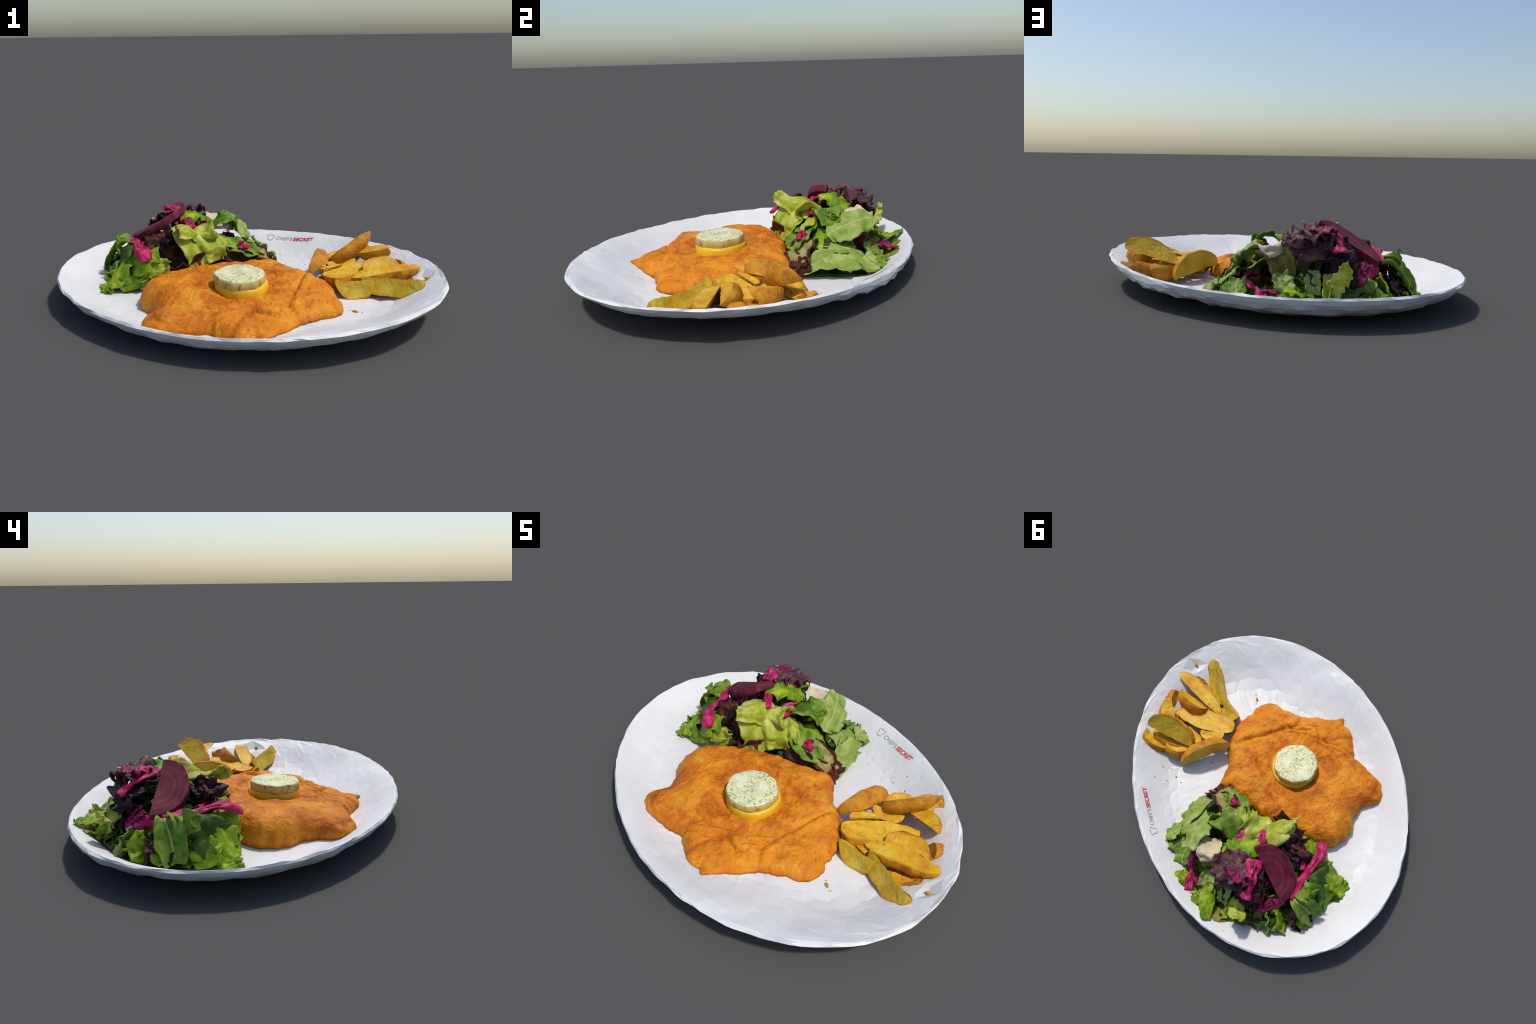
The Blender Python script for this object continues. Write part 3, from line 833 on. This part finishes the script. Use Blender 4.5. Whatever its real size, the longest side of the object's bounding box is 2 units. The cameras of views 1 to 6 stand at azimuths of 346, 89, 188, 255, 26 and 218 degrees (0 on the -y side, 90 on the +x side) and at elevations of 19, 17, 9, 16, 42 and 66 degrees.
# bright frilly lettuce on the left
leaf(LF, [(-.47, .25, .235), (-.52, .21, .235), (-.56, .17, .190), (-.555, .14, .120)], (.75, -.35, .3), [.05, .08, .09, .06], BRIGHT, cup=-.3, ruffle=.018, freq=1.6, jag=.2, seed=61.0, rib=False)
leaf(LF, [(-.57, .29, .225), (-.62, .255, .200), (-.68, .225, .125), (-.735, .215, .055)], (.4, -.8, .1), [.05, .07, .075, .05], BRIGHT, cup=-.2, ruffle=.018, freq=2.0, jag=.2, seed=63.0, rib=False)
leaf(LF, [(-.58, .34, .240), (-.63, .31, .220), (-.665, .29, .150), (-.70, .28, .060)], (.3, -.9, .1), [.06, .085, .09, .06], DARK, cup=-.2, ruffle=.018, freq=1.4, jag=.2, seed=65.0, rib=False)
leaf(LF, [(-.45, .20, .20), (-.47, .165, .185), (-.47, .145, .125), (-.44, .15, .075)], (.9, -.1, .1), [.05, .075, .08, .06], YELLOW_GREEN, cup=-.3, ruffle=.018, freq=1.8, jag=.2, seed=67.0, rib=False)
leaf(LF, [(-.60, .18, .12), (-.60, .15, .085), (-.58, .15, .045)], (.9, -.2, .1), [.06, .09, .08], BRIGHT, cup=-.2, ruffle=.018, freq=2.0, jag=.2, seed=68.0, rib=False)
leaf(LF, [(-.50, .17, .11), (-.49, .15, .07), (-.48, .165, .04)], (.9, .05, .1), [.05, .08, .08], OLIVE, cup=-.2, ruffle=.018, freq=2.2, jag=.2, seed=69.0, rib=False)
leaf(LF, [(-.70, .25, .09), (-.745, .225, .05), (-.77, .22, .035)], (.3, -.9, .0), [.05, .06, .03], BRIGHT, cup=-.1, ruffle=.016, freq=3, jag=.3, seed=70.0, rib=False)
# hanging leaf on the -x side, small knob leaf above it
leaf("rocket_leaf", [(-.57, .49, .230), (-.625, .49, .232), (-.675, .475, .165), (-.725, .465, .075)], (.2, .95, 0), [.02, .055, .072, .045], MID, cup=-.45, ruffle=.006, jag=.1, seed=71.0)
leaf("rocket_leaf", [(-.645, .40, .225), (-.650, .395, .262), (-.66, .390, .295)], (.3, .9, .1), [.012, .02, .028], MID, cup=.3, ruffle=.003, jag=.1, seed=73.0, rib=False, nu=16, nv=9)
leaf(LF, [(-.575, .43, .235), (-.61, .42, .248), (-.645, .40, .225), (-.665, .39, .180)], (.1, .95, .05), [.04, .06, .06, .05], MID, cup=-.2, ruffle=.018, freq=1.4, jag=.2, seed=75.0, rib=False)
leaf(LF, [(-.55, .575, .175), (-.59, .59, .135), (-.625, .60, .075), (-.64, .60, .04)], (.6, -.7, 0), [.04, .06, .06, .04], BRIGHT, cup=-.3, ruffle=.018, freq=1.8, jag=.2, seed=77.0, rib=False)
leaf(LF, [(-.62, .52, .12), (-.68, .53, .09), (-.71, .53, .05)], (.3, .9, 0), [.04, .06, .05], PURPLE_DARK, cup=-.3, ruffle=.015, freq=3, jag=.25, seed=78.0, rib=False)
leaf(LF, [(-.50, .62, .150), (-.54, .66, .105), (-.575, .69, .045)], (.7, -.5, .1), [.04, .06, .045], PALE, cup=-.3, ruffle=.010, freq=3, jag=.2, seed=79.0)
leaf(LF, [(-.62, .55, .150), (-.66, .555, .100), (-.685, .56, .045)], (.3, .9, 0), [.03, .035, .03], PURPLE, cup=-.3, ruffle=.008, freq=2, jag=.2, seed=92.0, rib=False)
leaf(LF, [(-.66, .34, .130), (-.705, .33, .090), (-.735, .32, .040)], (.2, .95, 0), [.05, .07, .06], BRIGHT, cup=-.3, ruffle=.014, freq=1.6, jag=.2, seed=93.0, rib=False)
# back edge
leaf(LF, [(-.34, .66, .200), (-.36, .71, .160), (-.37, .75, .080), (-.38, .77, .045)], (.85, .3, 0), [.03, .045, .05, .035], YELLOW_GREEN, cup=-.3, ruffle=.012, freq=3, jag=.3, seed=81.0)
leaf(LF, [(-.27, .66, .215), (-.27, .71, .180), (-.28, .74, .12)], (.9, .0, 0), [.025, .035, .03], PALE, cup=-.3, ruffle=.006, freq=3, jag=.2, seed=83.0)
leaf(LF, [(-.16, .70, .155), (-.20, .78, .135), (-.25, .85, .140), (-.27, .88, .145)], (.8, .45, .2), [.025, .045, .035, .02], BRIGHT, cup=.2, ruffle=.010, freq=3, jag=.25, seed=85.0, rib=False)
leaf(LF, [(-.12, .66, .195), (-.14, .72, .150), (-.17, .77, .080)], (.9, .2, 0), [.03, .05, .03], PALE, cup=-.3, ruffle=.010, freq=3, jag=.2, seed=87.0, rib=False)
leaf(LF, [(-.375, .715, .165), (-.405, .755, .215), (-.417, .78, .272)], (.8, .3, 0), [.055, .045, .010], YELLOW_GREEN, cup=.2, ruffle=.010, freq=3, jag=.2, seed=89.0, rib=False)
leaf(LF, [(-.46, .65, .13), (-.47, .70, .09), (-.48, .73, .045)], (.9, .2, 0), [.04, .06, .05], OLIVE, cup=-.3, ruffle=.012, freq=3, jag=.2, seed=91.0, rib=False)


def strip(pts, side, half, mat, seed, name="cabbage_strip", cup=.3, ruffle=.006, thick=.007):
    leaf(name, pts, side, half, mat, cup=cup, ruffle=ruffle, freq=2, jag=.4, rib=False, seed=seed, nu=30, nv=11, thick=thick, crumple=.009)


strip([(-.52, .118, .215), (-.545, .175, .262), (-.555, .26, .262), (-.565, .36, .245), (-.575, .43, .248), (-.573, .50, .242)], (.8, .1, .3), [.028, .038, .022, .024, .032, .02], MAGENTA, 101)
strip([(-.46, .20, .235), (-.475, .25, .255), (-.53, .33, .255)], (.8, .3, .3), [.010, .014, .014], MAGENTA, 102)
strip([(-.555, .53, .225), (-.52, .59, .205), (-.474, .656, .182)], (.7, .5, .2), [.024, .030, .026], MAGENTA, 103)
strip([(-.165, .318, .282), (-.155, .36, .305), (-.16, .42, .310), (-.135, .47, .298)], (.8, .2, .2), [.020, .030, .032, .018], MAGENTA, 104, cup=.2)
strip([(-.225, .315, .325), (-.255, .36, .345), (-.28, .42, .365)], (.8, .4, .2), [.012, .020, .022], MAGENTA, 105, cup=-.2)
strip([(-.29, .50, .395), (-.335, .56, .398), (-.371, .589, .392)], (.6, .6, .3), [.022, .020, .008], MAGENTA, 106)
strip([(-.325, .475, .392), (-.358, .56, .372), (-.382, .62, .345), (-.400, .675, .308)], (.85, .35, .1), [.024, .030, .020, .030], MAGENTA, 107)
strip([(-.24, .62, .395), (-.30, .62, .388), (-.34, .60, .378)], (.2, .8, .3), [.020, .030, .016], MAGENTA_DARK, 108)
strip([(-.17, .56, .352), (-.21, .53, .362), (-.25, .52, .375)], (.3, .7, .2), [.008, .018, .014], MAGENTA, 109)
strip([(.046, .62, .158), (.02, .68, .145), (-.02, .72, .130), (-.045, .77, .115), (-.075, .81, .098)], (.7, .4, .2), [.020, .018, .014, .020, .026], MAGENTA, 110)
strip([(.06, .60, .18), (.02, .60, .19), (-.01, .62, .185)], (.3, .8, .1), [.016, .026, .012], MAGENTA_DARK, 111)
strip([(-.02, .73, .12), (-.08, .74, .13), (-.13, .75, .12)], (.2, .8, .1), [.012, .020, .012], MAGENTA_DARK, 112)
strip([(.08, .25, .205), (.03, .26, .215), (.06, .30, .215)], (.3, .6, .5), [.012, .022, .012], MAGENTA, 113)
strip([(-.45, .57, .26), (-.45, .61, .235), (-.46, .64, .20)], (.8, .2, 0), [.010, .014, .010], MAGENTA, 114)
strip([(-.50, .57, .25), (-.50, .60, .225), (-.49, .63, .20)], (.8, .2, 0), [.014, .018, .012], MAGENTA_DARK, 115)
strip([(.215, .625, .100), (.205, .635, .108), (.200, .65, .105)], (.7, .3, .1), [.006, .009, .006], MAGENTA, 116)
strip([(-.42, .18, .155), (-.405, .17, .125), (-.39, .165, .105)], (.8, 0, .2), [.006, .010, .006], MAGENTA, 117)
strip([(-.30, .46, .36), (-.29, .42, .335), (-.275, .40, .315)], (.8, .3, .1), [.020, .022, .012], MAGENTA, 118)


# beet: a half-round slice leaning on top of the heap
def build_beet():
    top, bot, bulge = V(-.274, .444, .420), V(-.555, .552, .240), V(-.464, .361, .334)
    ax = bot - top
    X = unit(ax)
    Yd = bulge - (top + bot) / 2
    Yd = unit(Yd - X * (Yd @ X))
    Nn = unit(np.cross(X, Yd))
    if Nn[2] < 0:
        Nn = -Nn
    half, depth, th = np.linalg.norm(ax) / 2, 0.150, 0.042
    mid = (top + bot) / 2
    na, nr = 72, 18
    verts, faces, idx = [], [], []
    # half disc as rings around the centre of the straight edge
    for lay, (off, inset) in enumerate([(th / 2, .985), (th / 2 - .003, 1.0), (-th / 2 + .003, 1.0), (-th / 2, .985)]):
        for j in range(nr + 1):
            for i in range(na + 1):
                a = math.pi * i / na
                s = j / nr * inset
                wob = 1 + .025 * mn.noise(Vector((math.cos(a) * 3, math.sin(a) * 3, 1))) + .018 * mn.noise(Vector((a * 7, 2, 5)))
                cx, cy = math.cos(a), abs(math.sin(a)) ** .85
                p = mid - X * (half * s * cx * wob) + Yd * (depth * s * cy * wob + .004 * (lay in (1, 2)) * 0)
                p = p + Nn * (off - .021 + .006 * wave(p, 9, 3) + .010 * (s * cx) ** 2)
                verts.append(p)
    lay_n = (nr + 1) * (na + 1)

    def vid(l, j, i):
        return l * lay_n + j * (na + 1) + i

    for l in (0, 3):
        for j in range(nr):
            for i in range(na):
                faces.append((vid(l, j, i), vid(l, j + 1, i), vid(l, j + 1, i + 1), vid(l, j, i + 1)))
                idx.append(1 if j in (9, 10, 13) else 0)
    for l in range(3):
        for i in range(na):
            faces.append((vid(l, nr, i), vid(l + 1, nr, i), vid(l + 1, nr, i + 1), vid(l, nr, i + 1)))
            idx.append(0)
        for i in (0, na):
            for j in range(nr):
                faces.append((vid(l, j, i), vid(l + 1, j, i), vid(l + 1, j + 1, i), vid(l, j + 1, i)))
                idx.append(0)
    ob = make("beet_slice", verts, faces, [BEET, BEET_RING], salad, index=idx)
    bm = bmesh.new()
    bm.from_mesh(ob.data)
    bmesh.ops.remove_doubles(bm, verts=bm.verts, dist=1e-5)
    bmesh.ops.recalc_face_normals(bm, faces=bm.faces)
    bm.to_mesh(ob.data)
    bm.free()
    ob.data.set_sharp_from_angle(angle=math.radians(50))


build_beet()
